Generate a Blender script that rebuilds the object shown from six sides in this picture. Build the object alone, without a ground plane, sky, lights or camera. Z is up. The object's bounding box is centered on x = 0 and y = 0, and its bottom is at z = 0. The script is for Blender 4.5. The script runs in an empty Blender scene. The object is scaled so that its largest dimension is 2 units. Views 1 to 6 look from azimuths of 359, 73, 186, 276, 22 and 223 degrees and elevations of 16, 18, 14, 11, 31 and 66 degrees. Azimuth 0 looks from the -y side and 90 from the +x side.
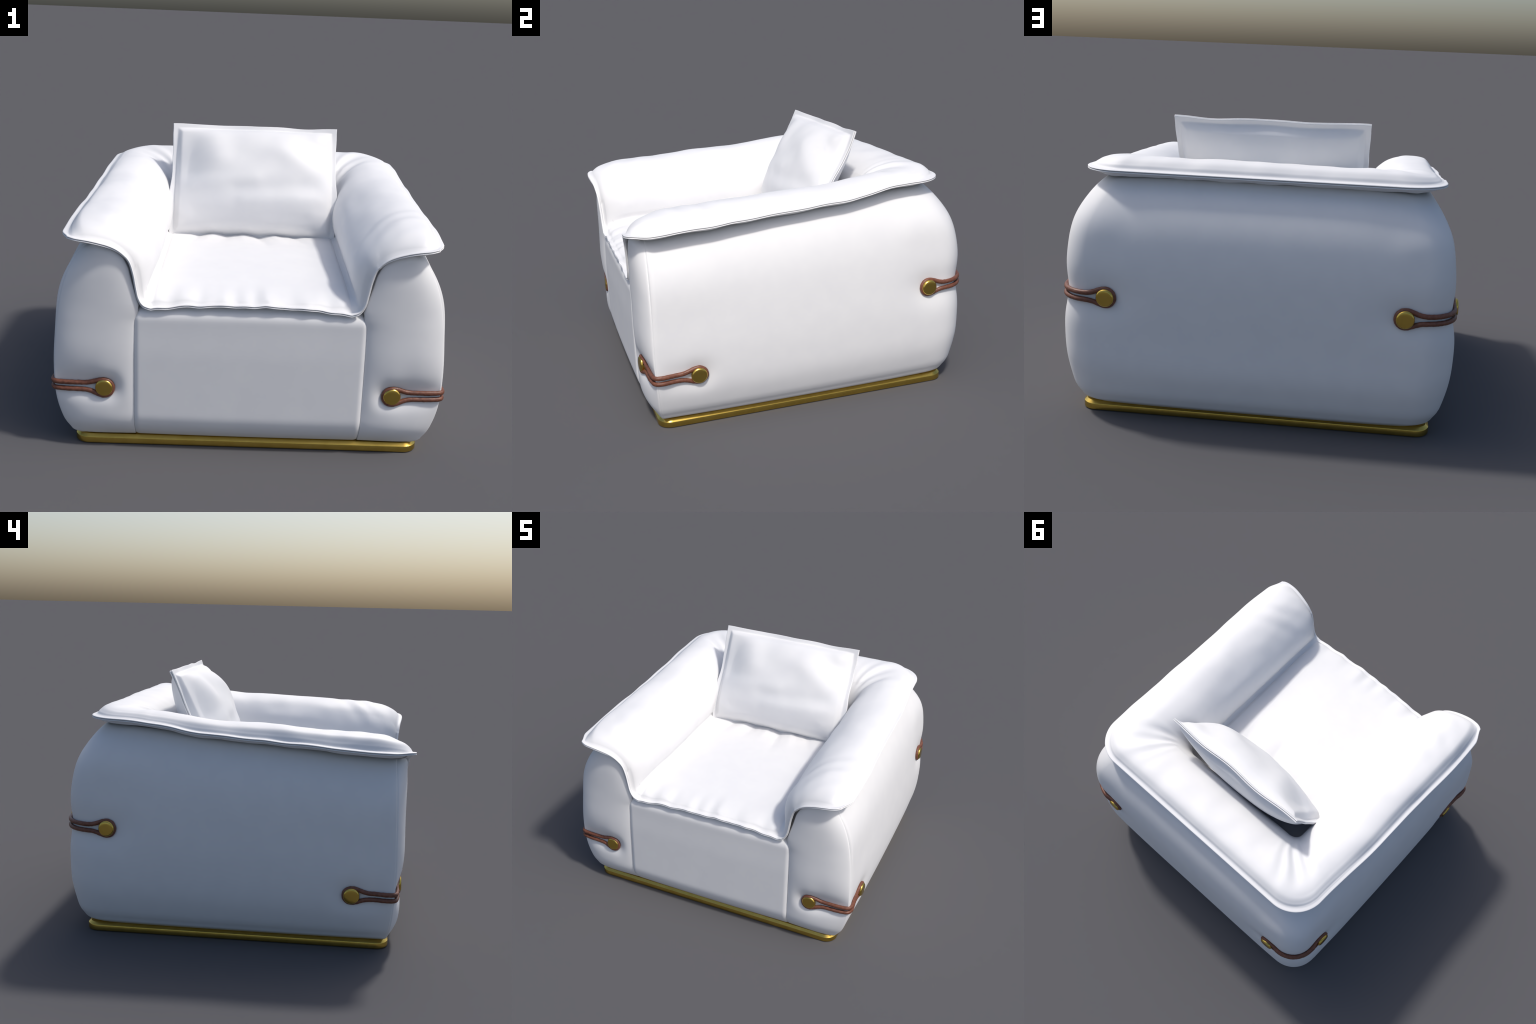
import bpy, bmesh, math
import numpy as np
from mathutils import Vector, noise
from mathutils.bvhtree import BVHTree

# ------------------------------------------------------------------ helpers
def smooth(a, b, x):
    t = np.clip((np.asarray(x, float) - a) / (b - a), 0, 1)
    return t * t * (3 - 2 * t)

def gauss(x, s):
    return np.exp(-(np.asarray(x, float) / s) ** 2)

def curve(pts, n=None, at=None):
    """Smooth (monotone-ish Catmull-Rom) curve through control points.
    at: parameter values 0..len-1, or n evenly spaced along the length."""
    P = np.asarray(pts, float)
    def ev(t):
        t = np.clip(np.asarray(t, float), 0, len(P) - 1)
        i = np.minimum(t.astype(int), len(P) - 2)
        f = (t - i)[:, None]
        p1, p2 = P[i], P[i + 1]
        p0 = np.where((i > 0)[:, None], P[np.maximum(i - 1, 0)], 2 * p1 - p2)
        p3 = np.where((i < len(P) - 2)[:, None], P[np.minimum(i + 2, len(P) - 1)], 2 * p2 - p1)
        return .5 * (2 * p1 + (p2 - p0) * f + (2 * p0 - 5 * p1 + 4 * p2 - p3) * f ** 2
                     + (3 * p1 - p0 - 3 * p2 + p3) * f ** 3)
    if at is not None:
        return ev(np.asarray(at, float))
    t = np.linspace(0, len(P) - 1, 60 * len(P))
    q = ev(t)
    L = np.r_[0, np.cumsum(np.linalg.norm(np.diff(q, axis=0), axis=1))]
    return ev(np.interp(np.linspace(0, L[-1], n), L, t))

def table(pairs):
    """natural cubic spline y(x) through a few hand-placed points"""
    a = np.asarray(pairs, float)
    x, y = a[:, 0], a[:, 1]
    n, h = len(x), np.diff(a[:, 0])
    A, r = np.eye(n), np.zeros(n)
    for i in range(1, n - 1):
        A[i, i - 1], A[i, i], A[i, i + 1] = h[i - 1], 2 * (h[i - 1] + h[i]), h[i]
        r[i] = 6 * ((y[i + 1] - y[i]) / h[i] - (y[i] - y[i - 1]) / h[i - 1])
    m = np.linalg.solve(A, r)
    def ev(q):
        q = np.clip(np.asarray(q, float), x[0], x[-1])
        i = np.clip(np.searchsorted(x, q) - 1, 0, n - 2)
        p, t = x[i + 1] - q, q - x[i]
        return (m[i] * p ** 3 + m[i + 1] * t ** 3) / (6 * h[i]) + (y[i] / h[i] - m[i] * h[i] / 6) * p \
            + (y[i + 1] / h[i] - m[i + 1] * h[i] / 6) * t
    return ev

def pnoise(P, scale, seed=0.0):
    P = np.asarray(P, float)
    sh = P.shape[:-1]
    Q = P.reshape(-1, 3) * scale + seed
    return np.array([noise.noise(Vector(q)) for q in Q]).reshape(sh)

def grid_normals(G):
    du = np.gradient(G, axis=0)
    dv = np.gradient(G, axis=1)
    N = np.cross(du, dv)
    return N / np.maximum(np.linalg.norm(N, axis=2, keepdims=True), 1e-9)

class Build:
    def __init__(self):
        self.v, self.f = [], []
    def grid(self, G, close_u=False, close_v=False, flip=False):
        nu, nv = G.shape[:2]
        o = len(self.v)
        self.v += [tuple(p) for p in G.reshape(-1, 3)]
        for i in range(nu if close_u else nu - 1):
            for j in range(nv if close_v else nv - 1):
                a = o + i * nv + j
                b = o + ((i + 1) % nu) * nv + j
                c = o + ((i + 1) % nu) * nv + (j + 1) % nv
                d = o + i * nv + (j + 1) % nv
                self.f.append((a, d, c, b) if flip else (a, b, c, d))
        return self
    def poly(self, pts, flip=False):
        o = len(self.v)
        self.v += [tuple(p) for p in pts]
        idx = list(range(o, o + len(pts)))
        self.f.append(tuple(reversed(idx)) if flip else tuple(idx))
        return self
    def obj(self, name, mat, parent=None, weld=1e-4, recalc=False, angle=None):
        me = bpy.data.meshes.new(name)
        me.from_pydata(self.v, [], self.f)
        bm = bmesh.new(); bm.from_mesh(me)
        if weld:
            bmesh.ops.remove_doubles(bm, verts=bm.verts, dist=weld)
        bmesh.ops.dissolve_degenerate(bm, dist=1e-6, edges=bm.edges)
        if recalc:
            bmesh.ops.recalc_face_normals(bm, faces=bm.faces)
        for f in bm.faces:
            f.smooth = True
        if angle is not None:
            for e in bm.edges:
                if len(e.link_faces) == 2 and e.calc_face_angle(0) > angle:
                    e.smooth = False
        bm.to_mesh(me); bm.free()
        ob = bpy.data.objects.new(name, me)
        bpy.context.scene.collection.objects.link(ob)
        me.materials.append(mat)
        if parent:
            ob.parent = parent
        return ob

# ---------------------------------------------------------------- materials
def principled(name):
    m = bpy.data.materials.new(name)
    m.use_nodes = True
    nt = m.node_tree
    return m, nt, nt.nodes['Principled BSDF']

def textured(name, c0, c1, scale, rough, bump, bump_scale, metallic=0.0, sheen=0.0, detail=4):
    m, nt, b = principled(name)
    tc = nt.nodes.new('ShaderNodeTexCoord')
    n1 = nt.nodes.new('ShaderNodeTexNoise'); n1.inputs['Scale'].default_value = scale
    n1.inputs['Detail'].default_value = detail
    cr = nt.nodes.new('ShaderNodeValToRGB')
    cr.color_ramp.elements[0].position = .35; cr.color_ramp.elements[1].position = .68
    cr.color_ramp.elements[0].color = (*c0, 1); cr.color_ramp.elements[1].color = (*c1, 1)
    n2 = nt.nodes.new('ShaderNodeTexNoise'); n2.inputs['Scale'].default_value = bump_scale
    n2.inputs['Detail'].default_value = 3
    bp = nt.nodes.new('ShaderNodeBump'); bp.inputs['Strength'].default_value = bump
    bp.inputs['Distance'].default_value = .002
    L = nt.links.new
    L(tc.outputs['Object'], n1.inputs['Vector']); L(tc.outputs['Object'], n2.inputs['Vector'])
    L(n1.outputs['Fac'], cr.inputs['Fac']); L(cr.outputs['Color'], b.inputs['Base Color'])
    L(n2.outputs['Fac'], bp.inputs['Height']); L(bp.outputs['Normal'], b.inputs['Normal'])
    b.inputs['Roughness'].default_value = rough
    b.inputs['Metallic'].default_value = metallic
    if sheen:
        b.inputs['Sheen Weight'].default_value = sheen
    return m

WHITE = textured('white_upholstery', (.79, .79, .80), (.81, .81, .815), 9, .55, .03, 260)
PILLOW = textured('white_pillow_fabric', (.79, .79, .80), (.81, .81, .815), 9, .55, .03, 260)
LEATHER = textured('brown_leather', (.135, .047, .026), (.205, .075, .042), 60, .42, .5, 240)
BRASS = textured('brushed_brass', (.62, .43, .09), (.68, .48, .11), 20, .25, .03, 300, metallic=1.0)

# -------------------------------------------------------------- body profile
ZT_BACK, Z_BOT = 1.247, .060
def top_height(y):                      # the top line falls from back to front
    return ZT_BACK - .129 * np.clip((.80 - np.asarray(y, float)) / 1.70, 0, 1)

side_x = table([(.054, .866), (.065, .891), (.085, .908), (.12, .928), (.17, .947), (.25, .967), (.40, .980), (.55, .979),
                (.70, .969), (.85, .953), (1.0, .920), (1.10, .878), (1.17, .832), (1.22, .775), (1.24, .74)])
back_y = table([(.054, .843), (.065, .866), (.085, .884), (.12, .904), (.17, .922), (.25, .944), (.40, .957), (.55, .960),
                (.70, .955), (.85, .936), (1.0, .890), (1.10, .838), (1.17, .785), (1.22, .725), (1.24, .69)])
back_bow = table([(.05, .026), (.20, .020), (.45, .012), (.70, .018), (.90, .029), (1.10, .043), (1.24, .045)])
front_edge = table([(.05, -.862), (.10, -.875), (.26, -.893), (.45, -.902), (.67, -.900), (1.10, -.888), (1.24, -.88)])

STRAP_Z_FRONT, STRAP_Z_BACK = .337, .640
BTN_FRONT_X, BTN_SIDE_FRONT_Y, BTN_SIDE_BACK_Y, BTN_BACK_X = .722, -.664, .706, .722

def pinch_shell(P):
    """the straps pull the padding in at the four corners"""
    x, y, z = np.abs(P[..., 0]), P[..., 1], P[..., 2]
    d = .010 * gauss(z - STRAP_Z_FRONT, .075) * smooth(-.50, -.70, y) * smooth(-.885, -.80, y)
    d += .013 * gauss(np.hypot(z - STRAP_Z_FRONT, y - BTN_SIDE_FRONT_Y), .07) * smooth(.8, .9, x)
    corner = smooth(.45, .80, y) * smooth(.45, .80, x)
    d += .018 * gauss(z - STRAP_Z_BACK, .10) * corner
    d -= .009 * gauss(z - 1.0, .10) * smooth(.42, .66, y) * smooth(.6, .8, x)      # padding swells above the back straps
    d += .008 * gauss(np.hypot(z - STRAP_Z_BACK, y - BTN_SIDE_BACK_Y), .07) * smooth(.8, .9, x)
    d += .008 * gauss(np.hypot(z - STRAP_Z_BACK, x - BTN_BACK_X), .07) * smooth(.8, .9, y)
    return d

def outer_shell_grid():
    zp = np.r_[np.linspace(.050, .12, 10), np.linspace(.14, 1.08, 60), np.linspace(1.095, 1.218, 14)]
    ns, nc, nb = 70, 26, 60
    rows = []
    for z in zp:
        X, Y, F = float(side_x(z)), float(back_y(z)), float(front_edge(z))
        R = .19 - .06 * float(smooth(.55, .95, z)) - .06 * float(smooth(.28, .06, z))
        ys = F + .012 + (Y - R - F - .012) * np.linspace(0, 1, ns)
        bow = .012 * (1 - ((ys + .03) / .95) ** 2)
        side = np.c_[np.full(ns, X) + bow * smooth(-.95, -.6, ys) * smooth(.9, .5, ys) + .008 * gauss(z - .93, .16) * smooth(-.3, -.8, ys), ys]
        a = np.linspace(0, math.pi / 2, nc + 2)[1:-1]
        # superelliptic corner, rounder than a fillet
        ex = .86
        cor = np.c_[X - R + R * np.cos(a) ** ex, Y - R + R * np.sin(a) ** ex]
        xs = np.linspace(X - R, -(X - R), nb)
        back = np.c_[xs, np.full(nb, Y)]
        grow = float(back_bow(z))
        cor[:, 1] += grow * np.clip((cor[:, 1] - (Y - R)) / R, 0, 1) ** 2 * (1 - np.abs(cor[:, 0] / X) ** 5)
        back[:, 1] += grow * (1 - np.abs(xs / X) ** 5)
        # rounded front lip of the shell, tucked behind the seam
        lip = np.array([[X - .060, F + .010], [X - .030, F + .0035], [X - .014, F + .0015], [X - .005, F + .005], [X - .001, F + .0085]])
        half = np.r_[lip, side, cor]
        mir = half[::-1] * [-1, 1]
        row = np.r_[half, back[1:-1], mir]
        h = top_height(row[:, 1])
        zz = Z_BOT + (z - Z_BOT) * (h - Z_BOT) / (ZT_BACK - Z_BOT)
        rows.append(np.c_[row, zz])
    G = np.array(rows)
    N = grid_normals(G)
    # outward normals
    c = G - np.array([0, 0, .6])
    s = np.sign((N[..., :2] * c[..., :2]).sum(-1, keepdims=True)); s[s == 0] = 1
    G = G - N * s * pinch_shell(G)[..., None]
    inner = G[-1] * [.93, .93, .80]          # hidden inner fold below the cover
    return np.concatenate([G, inner[None]])

# front curve of the padded cover: (x, z, y) from the outer corner to the seat centre
COVER_FRONT = [(.885, 1.124, -.957), (.866, 1.122, -.970), (.838, 1.118, -.979), (.786, 1.112, -.982), (.730, 1.099, -.977),
               (.675, 1.080, -.969), (.630, 1.052, -.963), (.593, 1.008, -.957), (.574, .945, -.952),
               (.563, .880, -.949), (.550, .820, -.947), (.526, .785, -.945), (.490, .772, -.945)]
COVER_SIDE = [(.917, 1.177), (.894, 1.180), (.876, 1.200), (.843, 1.227), (.780, 1.238),
              (.700, 1.231), (.618, 1.196), (.546, 1.130), (.503, 1.055),
              (.487, .985), (.494, .918), (.511, .868), (.484, .849)]
COVER_BACK = [(.856, 1.248), (.835, 1.254), (.819, 1.274), (.784, 1.298), (.725, 1.305),
              (.640, 1.295), (.558, 1.262), (.490, 1.200), (.445, 1.115),
              (.422, 1.025), (.412, .945), (.412, .890), (.380, .858)]
COVER_RADIUS = [.205, .195, .185, .165, .140, .115, .095, .080, .07, .065, .06, .06, .05]

arm_inner = lambda z: np.interp(z, [.05, .68, .70, .74, .78, .84, .90, .97, 1.02, 1.06, 1.08, 1.095],
                                [.574, .574, .572, .557, .553, .570, .587, .603, .628, .675, .74, .80])

def arm_front(sign, parent):
    zs = np.r_[np.linspace(.058, .10, 7), np.linspace(.115, 1.03, 70), np.linspace(1.037, 1.097, 14)]
    us = np.r_[0, .012, .03, np.linspace(.055, .945, 46), .97, .988, 1]
    rows = []
    for z in zs:
        zp = Z_BOT + (z - Z_BOT) * (ZT_BACK - Z_BOT) / (1.118 - Z_BOT)
        xo = float(side_x(min(zp, 1.20))) - .006
        xi = float(arm_inner(z))
        F = float(front_edge(zp))
        x = xi + (xo - xi) * us
        dome = (1 - np.abs(2 * us - 1) ** 3.0) ** .75
        edge = -.931 + (F + .931) * us ** 3.5                      # seam depth, inner to outer
        dep = .016 * (1 - .35 * smooth(.9, 1.09, z)) * smooth(.04, .16, z) + .004
        # strap pinch: cord pulls the panel in, padding puffs above and below it
        r = np.hypot((x - BTN_FRONT_X) * .8, z - STRAP_Z_FRONT)
        band = gauss(z - STRAP_Z_FRONT - .01, .065) * smooth(.60, .70, x)
        p = .026 * band + .014 * gauss(r, .06) - .004 * gauss(z - .54, .10) + .010 * gauss(z - .36, .12) * smooth(.70, .82, x) 
        y = edge - dep * dome + p * dome
        y += hem(z) * .85 * (1 - us ** 3) + .007 * gauss(z - .17, .10) * dome
        y += .05 * smooth(1.03, 1.10, z) ** 2
        rows.append(np.c_[x * sign, y, np.full(len(x), z)])
    G = np.array(rows)
    def back(G, dy, inset):
        e = np.vstack([G[0, :], G[1:, -1], G[-1, -2::-1], G[-2:0:-1, 0]])
        return e
    ring = back(G, 0, 0)
    c = np.array([.77 * sign, 0, .58])
    lay = [ring]
    for dy, ins in ((.006, -.002), (.020, .001), (.05, .008), (.30, .02)):
        q = ring.copy()
        d = q - c; d[:, 1] = 0
        d /= np.linalg.norm(d, axis=1, keepdims=True)
        q -= d * ins
        q[:, 1] += dy
        if dy > .03:       # side of the arm fills out behind the draped cover
            wgt = smooth(.70, .62, np.abs(q[:, 0])) * smooth(.74, .80, q[:, 2])
            q[:, 0] -= sign * .030 * wgt
        lay.append(q)
    B = Build().grid(G, flip=sign < 0).grid(np.array(lay), close_v=True)
    return B.obj('arm_front', WHITE, parent, recalc=True)

def hem(z):                             # lower edge rolls back above the plinth
    return .076 * (1 - float(np.clip((z - .055) / .15, 0, 1))) ** 2.2

def front_panel(parent):
    zs = np.r_[np.linspace(.058, .10, 8), np.linspace(.12, .70, 40)]
    path = [(-.943 + hem(z) + .004 * float(smooth(.5, .7, z)), z, .573) for z in zs]
    path = [(-.80, .052, .573), (-.845, .053, .573)] + path
    path += [(-.938, .712, .573), (-.934, .728, .570), (-.925, .742, .565), (-.910, .753, .560), (-.890, .762, .556),
             (-.85, .770, .552), (-.80, .775, .55), (-.60, .775, .55)]
    us = np.linspace(-1, 1, 81)
    us = np.sign(us) * (1 - (1 - np.abs(us)) ** 1.6)
    rows = []
    for y, z, w in path:
        roll = .012 * np.clip((np.abs(us) - .955) / .045, 0, 1) ** 2.2
        bow = .006 * (1 - us ** 2)
        rows.append(np.c_[us * w, y - bow + roll, np.full(len(us), z) + .010 * (1 - us ** 2) * smooth(.6, .76, z)
                          - roll * .5 * smooth(.68, .76, z)])
    return Build().grid(np.array(rows)).obj('front_panel', WHITE, parent, recalc=False)

# ------------------------------------------------------------- padded cover
def padded_cover(parent):
    nr, nf = 96, 44
    kk = np.linspace(0, 12, nr)
    # keep extra rings around the stitched flange
    kk = np.unique(np.r_[kk, .25, .5, .75, 1, 1.12, 1.25, 1.4])
    fr, sd, bk = curve(COVER_FRONT, at=kk), curve(COVER_SIDE, at=kk), curve(COVER_BACK, at=kk)
    rad = np.interp(kk, range(13), COVER_RADIUS)
    # seat floor: rings shrinking to the centre line
    g = np.linspace(0, 1, nf + 1)[1:]
    e = 1 - g
    fr = np.r_[fr, np.c_[fr[-1, 0] * e, .772 + .031 * (1 - e ** 2.2), -.945 - .004 * g]]
    sd = np.r_[sd, np.c_[sd[-1, 0] * e, .860 - .004 * (1 - e ** 2)]]
    bk = np.r_[bk, np.c_[.380 - .38 * g, .858 + 0 * g]]
    rad = np.r_[rad, .05 * e]
    nR = len(fr)
    roll = np.r_[np.interp(kk, [0, 1, 4, 8, 12], [0, .02, 1, .8, 0]), 0 * g]   # how much is 'roll'
    rollk = np.r_[np.interp(kk, [0, 1, 3, 12], [0, 0, 1, 1]), 1 + 0 * g]
    # stations
    s_side = np.r_[0, .006, .012, .018, .024, .030, .038, .048, .06, .074, .09, .108, .128, np.linspace(.15, 1, 80)]
    nc, nb = 30, 90
    rows = []
    for k in range(nR):
        xf, zf, yf = fr[k]
        X, Z0 = sd[k]
        Y, ZB = bk[k]
        R = rad[k]
        ye = Y - R
        ys = yf + (ye - yf) * s_side
        d = ys - yf
        # pad closes to the front seam like a pillow
        flange = smooth(.018, .034, d)
        t = np.clip((d - .020) / .24, 0, 1)
        w = np.maximum((1 - (1 - t) ** 2.6) ** .62, .03 * np.clip(d / .02, 0, 1))
        w = np.where(d < .024, .02 * d / .024, .02 + .98 * np.clip((1 - (1 - t) ** 2.6), 0, 1) ** .58 * 1.0)
        w = np.clip(w, 0, 1)
        isrim = max(0, 1 - kk[k] / 1.5) if k < len(kk) else 0
        # rim: straight line with its own easing
        wr = smooth(-.02, .11, d) - .0637 * smooth(.11, 0, d)
        w = w * (1 - isrim) + wr * isrim
        # side values, tilted towards the back
        up = k < len(kk)
        frac = np.clip((Z0 - .85) / .32, 0, 1)
        slope_f = np.where(ys < 0, .066 - .022 * rollk[k], .072 - .022 * rollk[k])
        zs = Z0 + frac * slope_f * ys
        zs += (1 - frac) * .016 * np.clip(ys, -1, .3)
        xs = X + (.016 * gauss(ys + .62, .30) - .026 * smooth(.1, .7, ys)) * frac * np.clip((X - .5) / .4, 0, 1)
        bl = smooth(.45, 1.05, (ys - (-.2)) / (ye + .2 + 1e-6)) * (1 - .45 * rollk[k] * (kk[k] < 9 if up else 0))
        zs = zs * (1 - bl) + (ZB * 1.0) * bl
        xx = xf + (xs - xf) * w
        zz = zf + (zs - zf) * w
        side = np.c_[xx, ys, zz]
        a = np.linspace(0, math.pi / 2, nc + 2)[1:-1]
        Xe = xs[-1]
        zc = zs[-1] + (ZB - zs[-1]) * smooth(.15, 1.0, a / (math.pi / 2))
        cor = np.c_[Xe - R + R * np.cos(a), Y - R + R * np.sin(a), zc]
        xb = np.linspace(Xe - R, -(Xe - R), nb)
        back = np.c_[xb, np.full(nb, Y), np.full(nb, ZB)]
        half = np.r_[side, cor]
        row = np.r_[half, back, half[::-1] * [-1, 1, 1]]
        rows.append(row)
    G = np.array(rows)
    N = grid_normals(G)
    N[np.isnan(N)] = 0
    if N[len(kk) + 5, 60, 2] < 0:
        N = -N
    N[len(kk):] = (0, 0, 1)
    x, y, z = G[..., 0], G[..., 1], G[..., 2]
    ax = np.abs(x)
    dfront = y + .945
    K = np.r_[kk, np.full(nf, 12.0)][:, None] + 0 * x
    isroll = np.interp(K, [0, 1.0, 2.0, 4, 9, 11.5, 12], [0, 0, .5, 1, 1, .4, 0])
    inner = smooth(.02, .10, dfront)
    D = np.zeros_like(x)
    # broad soft lumps
    D += np.where(y > .5, .005, .011) * pnoise(G, 3.2, 3.1) * isroll * inner
    D += .004 * pnoise(G, 8.0, 7.7) * isroll * inner
    # diagonal drag folds across the arm rolls near the front
    ph = y * 1.0 + (K - 5) * .035 * np.sign(1)
    fold = np.sin(ph * 46 + 3 * pnoise(G, 3, 9) + np.where(x > 0, 0, 1.3))
    D += .0022 * fold * gauss(y + .72, .20) * np.interp(K, [2, 4, 7, 10], [0, 1, 1, 0]) * (ax > .5)
    # fan of creases in the two back corners
    ang = np.arctan2(y - .38, ax - .42)
    rad_c = np.hypot(y - .38, ax - .42)
    fan = np.sin(ang * 21 + 2.0 * pnoise(G, 4, 2.2))
    D += .005 * fan * gauss(ang - .80, .42) * smooth(.10, .20, rad_c) * smooth(.50, .30, rad_c) * (K < 9.5)
    # gentle crown of the seat
    D += .030 * np.clip(1 - (ax / .47) ** 2, 0, 1) * smooth(.02, .45, dfront) * smooth(.20, -.25, y) * (K > 11.6)
    # pleats drawn into the front seam of the seat
    pl = np.array([noise.noise(Vector((u * 13, .3, 1.7))) for u in np.linspace(-1, 1, 801)])
    plx = np.interp(x, np.linspace(-1, 1, 801), pl)
    seat = (K > 11.6)
    D += .012 * plx * smooth(.005, .05, dfront) * gauss(dfront - .03, .10) * seat * smooth(.52, .42, ax)
    # long drag folds in the seat in front of the pillow
    for fx, sl, ln, am in ((-.30, -.25, .30, -.007), (-.14, -.12, .26, -.006), (.03, .16, .40, -.009), (.12, .22, .30, .006),
                           (.24, .30, .30, -.006), (-.05, 0, .28, .005), (-.22, -.2, .26, .005)):
        cx = fx + sl * (.25 - y)
        D += 1.5 * am * gauss(x - cx, .028 + .03 * np.clip(.25 - y, 0, .5)) * smooth(.25 - ln - .1, .22, y) * seat
    G = G + N * D[..., None]
    # waviness of the stitched edge
    edge = np.interp(K, [0, 1.2, 3], [1, 1, 0])
    edge = np.maximum(edge, smooth(.06, .01, dfront))
    wav = np.array([noise.noise(Vector((u * 7, 5.3, .7))) for u in np.linspace(-2, 2, 1201)])
    G[..., 2] += edge * np.where(ax > .6, .007 * np.interp(y + .13 * np.sign(x), np.linspace(-2, 2, 1201), wav)
                                 * smooth(.75, .4, y), .007 * plx * seat)
    G[..., 1] += -edge * seat * .007 * np.interp(x * 2.3, np.linspace(-2, 2, 1201), wav)

    B = Build().grid(G, flip=False)
    # boundary loop: seat-centre -> along the front to the left ... build as one open polyline
    nR, nS = G.shape[:2]
    loop = [G[k, 0] for k in range(nR - 1, 0, -1)] + [G[0, j] for j in range(nS)] + [G[k, nS - 1] for k in range(1, nR)]
    inn = [G[k, 6] for k in range(nR - 1, 0, -1)] + [G[min(8, nR - 1), j] for j in range(nS)] + [G[k, nS - 7] for k in range(1, nR)]
    loop, inn = np.array(loop), np.array(inn)
    keep = np.r_[True, np.linalg.norm(np.diff(loop, axis=0), axis=1) > 1e-4]
    loop, inn = loop[keep], inn[keep]
    T = np.gradient(loop, axis=0); T /= np.linalg.norm(T, axis=1, keepdims=True)
    N2 = grid_normals(G)
    if N2[len(kk) + 5, 60, 2] < 0:
        N2 = -N2
    Nn = np.array([N2[k, 3] for k in range(nR - 1, 0, -1)] + [N2[4, j] for j in range(nS)]
                  + [N2[k, nS - 4] for k in range(1, nR)])[keep]
    for _ in range(12):
        Nn[1:-1] = (Nn[:-2] + 2 * Nn[1:-1] + Nn[2:]) / 4
    for cr in (G[0, 0], G[0, nS - 1]):       # flat corners of the flange
        w = gauss(np.linalg.norm(loop - cr, axis=1), .09)[:, None]
        Nn = Nn * (1 - w) + np.array([0, -.10, 1.0]) * w
    Nn -= T * (Nn * T).sum(1, keepdims=True)
    Nn /= np.linalg.norm(Nn, axis=1, keepdims=True)
    I = np.cross(T, Nn)
    I *= np.sign((I * (inn - loop)).sum())
    I[:, 2] = 0                                # the lining runs level underneath
    I -= T * (I * T).sum(1, keepdims=True)
    I /= np.linalg.norm(I, axis=1, keepdims=True)
    N3 = np.cross(T, I); N3 *= np.sign((N3 * Nn).sum(1, keepdims=True)); Nn = N3
    prof = [(0, 0), (-.0025, -.0015), (-.003, -.003), (-.0025, -.0045), (0, -.006), (.012, -.0072), (0, -.0084),
            (-.0025, -.010), (-.003, -.0115), (-.0025, -.013), (0, -.0145), (.022, -.017), (.030, -.020), (.040, -.028),
            (.052, -.033), (.065, -.036), (.075, -.039)]
    lay = np.array([loop + I * a + Nn * b for a, b in prof])
    # puff noise for the under side
    un = np.array([noise.noise(Vector(p) * 9) for p in loop])
    for i, (a, b) in enumerate(prof):
        lay[i] += Nn * (un * .006 * max(0, min(1, (a - .03) / .03)))[:, None]
    B.grid(lay)
    return B.obj('padded_cover', WHITE, parent, recalc=True, angle=math.radians(70))

# ------------------------------------------------------------------- base
def plinth(parent):
    prof = [(.03, .0), (.006, 0), (.002, .001), (0, .004), (0, .031), (.001, .0335), (.015, .0475), (.0175, .0485), (.05, .0487), (.12, .062)]
    rows = []
    for ins, z in prof:
        hx, y0, y1, R = .890 - ins, -.882 + ins, .864 - ins, max(.075 - ins, .01)
        pts = []
        for cx, cy, a0 in ((hx - R, y0 + R, -90), (hx - R, y1 - R, 0), (-hx + R, y1 - R, 90), (-hx + R, y0 + R, 180)):
            for a in np.radians(a0 + np.linspace(0, 90, 14)):
                pts.append((cx + R * math.cos(a), cy + R * math.sin(a), z))
        rows.append(pts)
    G = np.array(rows)
    B = Build().grid(G, close_v=True).poly(G[0]).poly(G[-1])
    return B.obj('metal_plinth', BRASS, parent, recalc=True, angle=math.radians(22))

# ------------------------------------------------------- straps and buttons
CORD_R, LOOP_R, STRAND = .0118, .0455, .0172

def button_mesh():
    prof = [(.030, -.02), (.036, -.004), (.041, .000), (.0435, .004), (.0445, .010), (.0445, .016), (.043, .0195),
            (.039, .0235), (.0365, .0245), (.02, .0248), (.0, .0248)]
    a = np.linspace(0, 2 * math.pi, 49)[:-1]
    G = np.array([[(r * math.cos(t), r * math.sin(t), h) for t in a] for r, h in prof])
    ob = Build().grid(G, close_v=True).obj('button', BRASS, None, recalc=True, angle=math.radians(40))
    return ob

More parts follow.
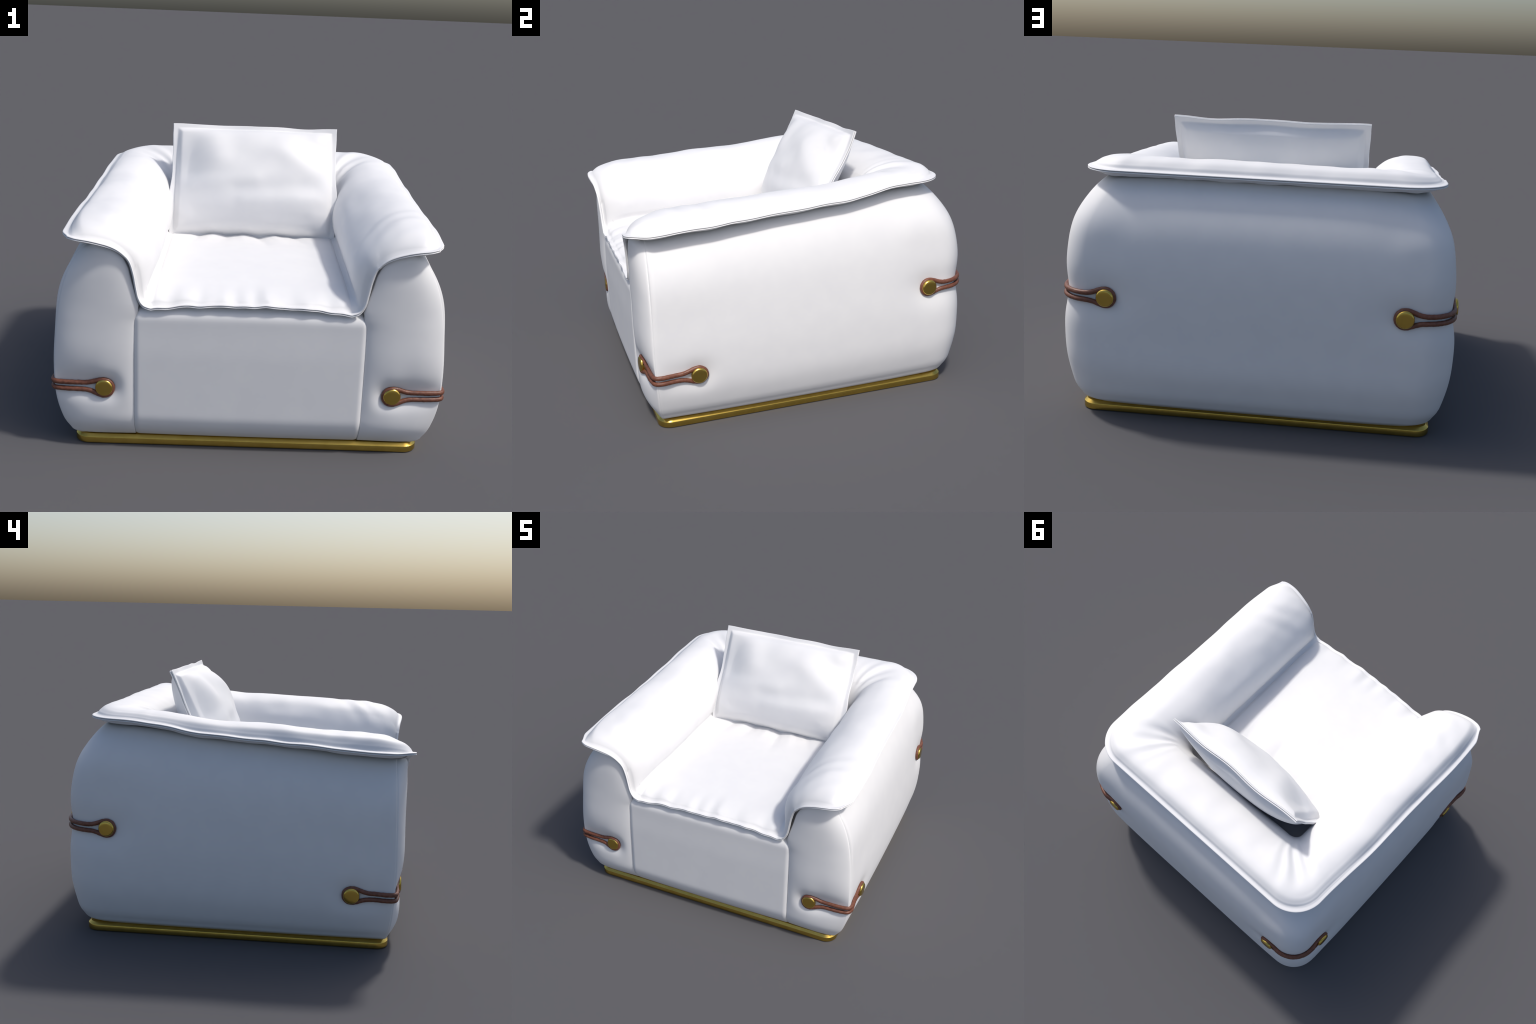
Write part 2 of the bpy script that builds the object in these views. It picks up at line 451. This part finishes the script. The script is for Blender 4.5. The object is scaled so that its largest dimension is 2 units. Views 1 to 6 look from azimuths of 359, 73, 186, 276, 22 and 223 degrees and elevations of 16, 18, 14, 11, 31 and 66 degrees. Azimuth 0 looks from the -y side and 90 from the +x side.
def strap(sx, sy, z0, tree, parent, button):
    # plan path of one corner, unrolled by arc length: front/back button -> corner -> side button
    R = .085 if sy < 0 else .17
    Xc = .965
    Yc = .905 if sy < 0 else .945
    xb = BTN_FRONT_X if sy < 0 else BTN_BACK_X
    yb = abs(BTN_SIDE_FRONT_Y) if sy < 0 else BTN_SIDE_BACK_Y
    l1 = max(Xc - R - xb, 0); l2 = R * math.pi / 2; l3 = max(Yc - R - yb, 0)
    Ltot = l1 + l2 + l3
    def plan(s):
        if s < l1:
            return (xb + s, Yc), (0, 1)
        if s < l1 + l2:
            a = math.pi / 2 - (s - l1) / R
            return (Xc - R + R * math.cos(a), Yc - R + R * math.sin(a)), (math.cos(a), math.sin(a))
        return (Xc, Yc - R - (s - l1 - l2)), (1, 0)
    def hit(s, z):
        (px, py), (nx, ny) = plan(s)
        n = Vector((nx * sx, ny * sy, 0)).normalized()
        o = Vector((px * sx, py * sy, z)) + n * .3
        h, hn, _, _ = tree.ray_cast(o, -n)
        if h is None:
            h = o - n * .3
            hn = n
        if hn.dot(n) < 0:
            hn = -hn
        return np.array(h), np.array(n), np.array(hn)
    # closed outline in the unrolled (s, z) plane: two eyes joined by two strands
    neck = .088
    up = []
    for t in np.linspace(180, 62, 15):
        up.append((LOOP_R * math.cos(math.radians(t)), LOOP_R * math.sin(math.radians(t))))
    up += [(.046, .0315), (.066, .0215), (neck, STRAND)]
    mid = [(s, STRAND) for s in np.linspace(neck, Ltot - neck, 22)[1:-1]]
    right = [(Ltot - a, b) for a, b in up][::-1]
    top = up + mid + right
    bot = [(a, -b) for a, b in top[::-1]][1:-1]
    outline = np.array(top + bot)
    outline = curve(np.r_[outline, outline[:1]], n=321)[:-1]
    P, Nn = [], []
    for s, dz in outline:
        h, n, hn = hit(s, z0 + dz)
        P.append(h); Nn.append(n)
    P, Nn = np.array(P), np.array(Nn)
    P = P + Nn * CORD_R * .75
    for k in range(36):          # leather bridges small hollows and bends softly round the corner
        P = (np.roll(P, 1, 0) + 2 * P + np.roll(P, -1, 0)) / 4
        if k % 6 == 5:
            for i in range(len(P)):
                loc, nrm, _, _ = tree.find_nearest(Vector(P[i]))
                h = float((P[i] - np.array(loc)) @ Nn[i])
                if h < CORD_R * .6:
                    P[i] += Nn[i] * (CORD_R * .6 - h)
    for k in range(24):
        P = (np.roll(P, 1, 0) + 2 * P + np.roll(P, -1, 0)) / 4
    bend = np.linalg.norm(np.cross(Nn, np.roll(Nn, -1, 0)), axis=1) > 1e-4
    lift = bend.astype(float)
    for k in range(30):
        lift = (np.roll(lift, 1) + 2 * lift + np.roll(lift, -1)) / 4
    P = P + Nn * (.004 * lift)[:, None]
    T = np.roll(P, -1, 0) - np.roll(P, 1, 0); T /= np.linalg.norm(T, axis=1, keepdims=True)
    Bn = np.cross(T, Nn); Bn /= np.linalg.norm(Bn, axis=1, keepdims=True)
    Nn = np.cross(Bn, T)
    a = np.linspace(0, 2 * math.pi, 15)[:-1]
    rows = []
    for i in range(len(P)):
        ring = []
        for t in a:
            r = CORD_R * (1 + .10 * noise.noise(Vector((i * .35, math.cos(t) * 1.4, math.sin(t) * 1.4 + sx * 3 + sy * 7))))
            ring.append(P[i] + (Nn[i] * math.cos(t) * .95 + Bn[i] * math.sin(t) * 1.05) * r)
        rows.append(ring)
    st = Build().grid(np.array(rows), close_u=True, close_v=True).obj('leather_strap', LEATHER, parent, recalc=True)
    for s in (0, Ltot):
        h, n, hn = hit(s, z0)
        nn = Vector(n * .75 + hn * .25).normalized()
        b = button.copy()
        bpy.context.scene.collection.objects.link(b)
        b.rotation_mode = 'QUATERNION'
        b.rotation_quaternion = nn.to_track_quat('Z', 'Y')
        b.location = Vector(h) + nn * .0115
        b.parent = st
    return st

# ---------------------------------------------------------------- pillow
def throw_pillow():
    W, H, FL = .503, .352, .026
    top, bot = np.array([0, .456, 1.486]), np.array([0, .150, .850])
    c = (top + bot) / 2
    vx = np.array([1., 0, 0]); vz = (top - bot) / np.linalg.norm(top - bot)
    vn = np.cross(vx, vz)                # towards the front (-y)
    n = 121
    s = np.linspace(-1, 1, n)
    s = np.sign(s) * (1 - (1 - np.abs(s)) ** 1.35)
    U, V = np.meshgrid(s, s, indexing='ij')
    def layer(sign, off):
        px, pz = U * W, V * H
        # edge line wanders a little
        e1 = np.array([noise.noise(Vector((u * 2.3, 4.1, 0))) for u in s])
        e2 = np.array([noise.noise(Vector((u * 2.3, 8.1, 0))) for u in s])
        pz = pz + V * .010 * e1[:, None] * np.abs(V)
        px = px + U * .012 * e2[None, :] * np.abs(U)
        a = np.clip((W - np.abs(px)) - FL, 0, None) / (W - FL)
        b = np.clip((H - np.abs(pz)) - FL, 0, None) / (H - FL)
        fa = (1 - (1 - a) ** 2.2) ** .66
        fb = (1 - (1 - b) ** 2.2) ** .66
        puff = fa * fb
        amp = .132 * (1 + .10 * U + .08 * V) if sign > 0 else .124
        step = .012 * smooth(0, .035, np.minimum(a * W, b * H) * 1.0)
        P3 = np.stack([px, pz, 0 * px + sign * 5], -1)
        lump = pnoise(P3, 2.6, 1.5) * .035 * puff ** .8 * (1 - .4 * puff) + pnoise(P3, 6, 4.4) * .006 * np.sqrt(puff)
        if sign > 0:
            # soft folds of the cover: ridges out of the upper corners, sagging bands below
            def ridge(u0, v0, u1, v1, wd):
                du, dv = u1 - u0, v1 - v0
                t = np.clip(((U - u0) * du + (V - v0) * dv) / (du * du + dv * dv), 0, 1)
                return gauss(np.hypot((U - u0 - t * du), (V - v0 - t * dv) * .75), wd)
            env = .6 * np.clip(puff * 2.2, 0, 1)
            lump = lump * .5 + env * (-.034 * ridge(-.84, .70, -.80, .10, .17) + .016 * ridge(-.50, .70, -.45, .35, .16)
                                      + .018 * ridge(.34, .52, .70, .14, .16) + .022 * ridge(.80, .80, .95, .92, .10)
                                      - .010 * ridge(.62, .74, .95, .52, .12) - .010 * ridge(-.2, .40, .20, .25, .16)
                                      + .010 * ridge(-.7, -.12, .0, -.05, .10) - .008 * ridge(-.2, -.22, .7, -.12, .10)
                                      + .008 * ridge(-.1, -.42, .8, -.36, .09) - .010 * ridge(-.7, -.62, .6, -.66, .09))
        d = sign * (amp * puff + step + lump + off)
        # side seams bow towards the front in the lower half
        bow = .008 * U ** 2 * gauss(V + .25, .55) + .008 * np.sin(V * 4 + U * 2) * np.abs(U) ** 3
        bow = bow + .006 * np.sin(U * 7 + 1) * np.abs(V) ** 3
        bow = bow - .065 * np.clip((-V - .55) / .45, 0, 1) ** 2 * (1 - .6 * U ** 4)
        return c + px[..., None] * vx + pz[..., None] * vz + (d + bow)[..., None] * vn
    F, K = layer(1, .0085), layer(-1, .0085)
    B = Build().grid(F).grid(K, flip=True)
    def rim(G):
        return np.vstack([G[:, 0], G[-1, 1:], G[-2::-1, -1], G[0, -2:0:-1]])
    rf, rk = rim(F), rim(K)
    d = rf - c
    d -= (d @ vn)[:, None] * vn[None, :]
    d /= np.linalg.norm(d, axis=1, keepdims=True)
    lay = []
    for t, o in ((0, 0), (.12, .0022), (.25, .0028), (.38, .001), (.46, -.012), (.54, -.012), (.62, .001), (.75, .0028), (.88, .0022), (1, 0)):
        lay.append(rf * (1 - t) + rk * t + d * o)
    B.grid(np.array(lay), close_v=True)
    ob = B.obj('throw_pillow', PILLOW, None, recalc=True, angle=math.radians(75))
    ob['label'] = 'plump white rectangular pillow with flat flanged edge'
    ob['category'] = 'pillow'
    return ob

# ------------------------------------------------------------------ assemble
root = bpy.data.objects.new('armchair', None)
bpy.context.scene.collection.objects.link(root)
root['label'] = 'wide white padded armchair with leather straps and brass buttons'
root['category'] = 'armchair'

G = outer_shell_grid()
B = Build().grid(G)
B.poly(G[0])
shell = B.obj('outer_shell', WHITE, root, recalc=True)
arms = [arm_front(s, root) for s in (1, -1)]
front_panel(root)
padded_cover(root)
plinth(root)

verts, polys = [], []
for o in [shell] + arms:
    k = len(verts)
    verts += [v.co.copy() for v in o.data.vertices]
    polys += [[k + i for i in p.vertices] for p in o.data.polygons]
tree = BVHTree.FromPolygons(verts, polys)
button = button_mesh()
for sx in (1, -1):
    for sy, z in ((-1, STRAP_Z_FRONT), (1, STRAP_Z_BACK)):
        strap(sx, sy, z, tree, root, button)
bpy.data.objects.remove(button)
throw_pillow()
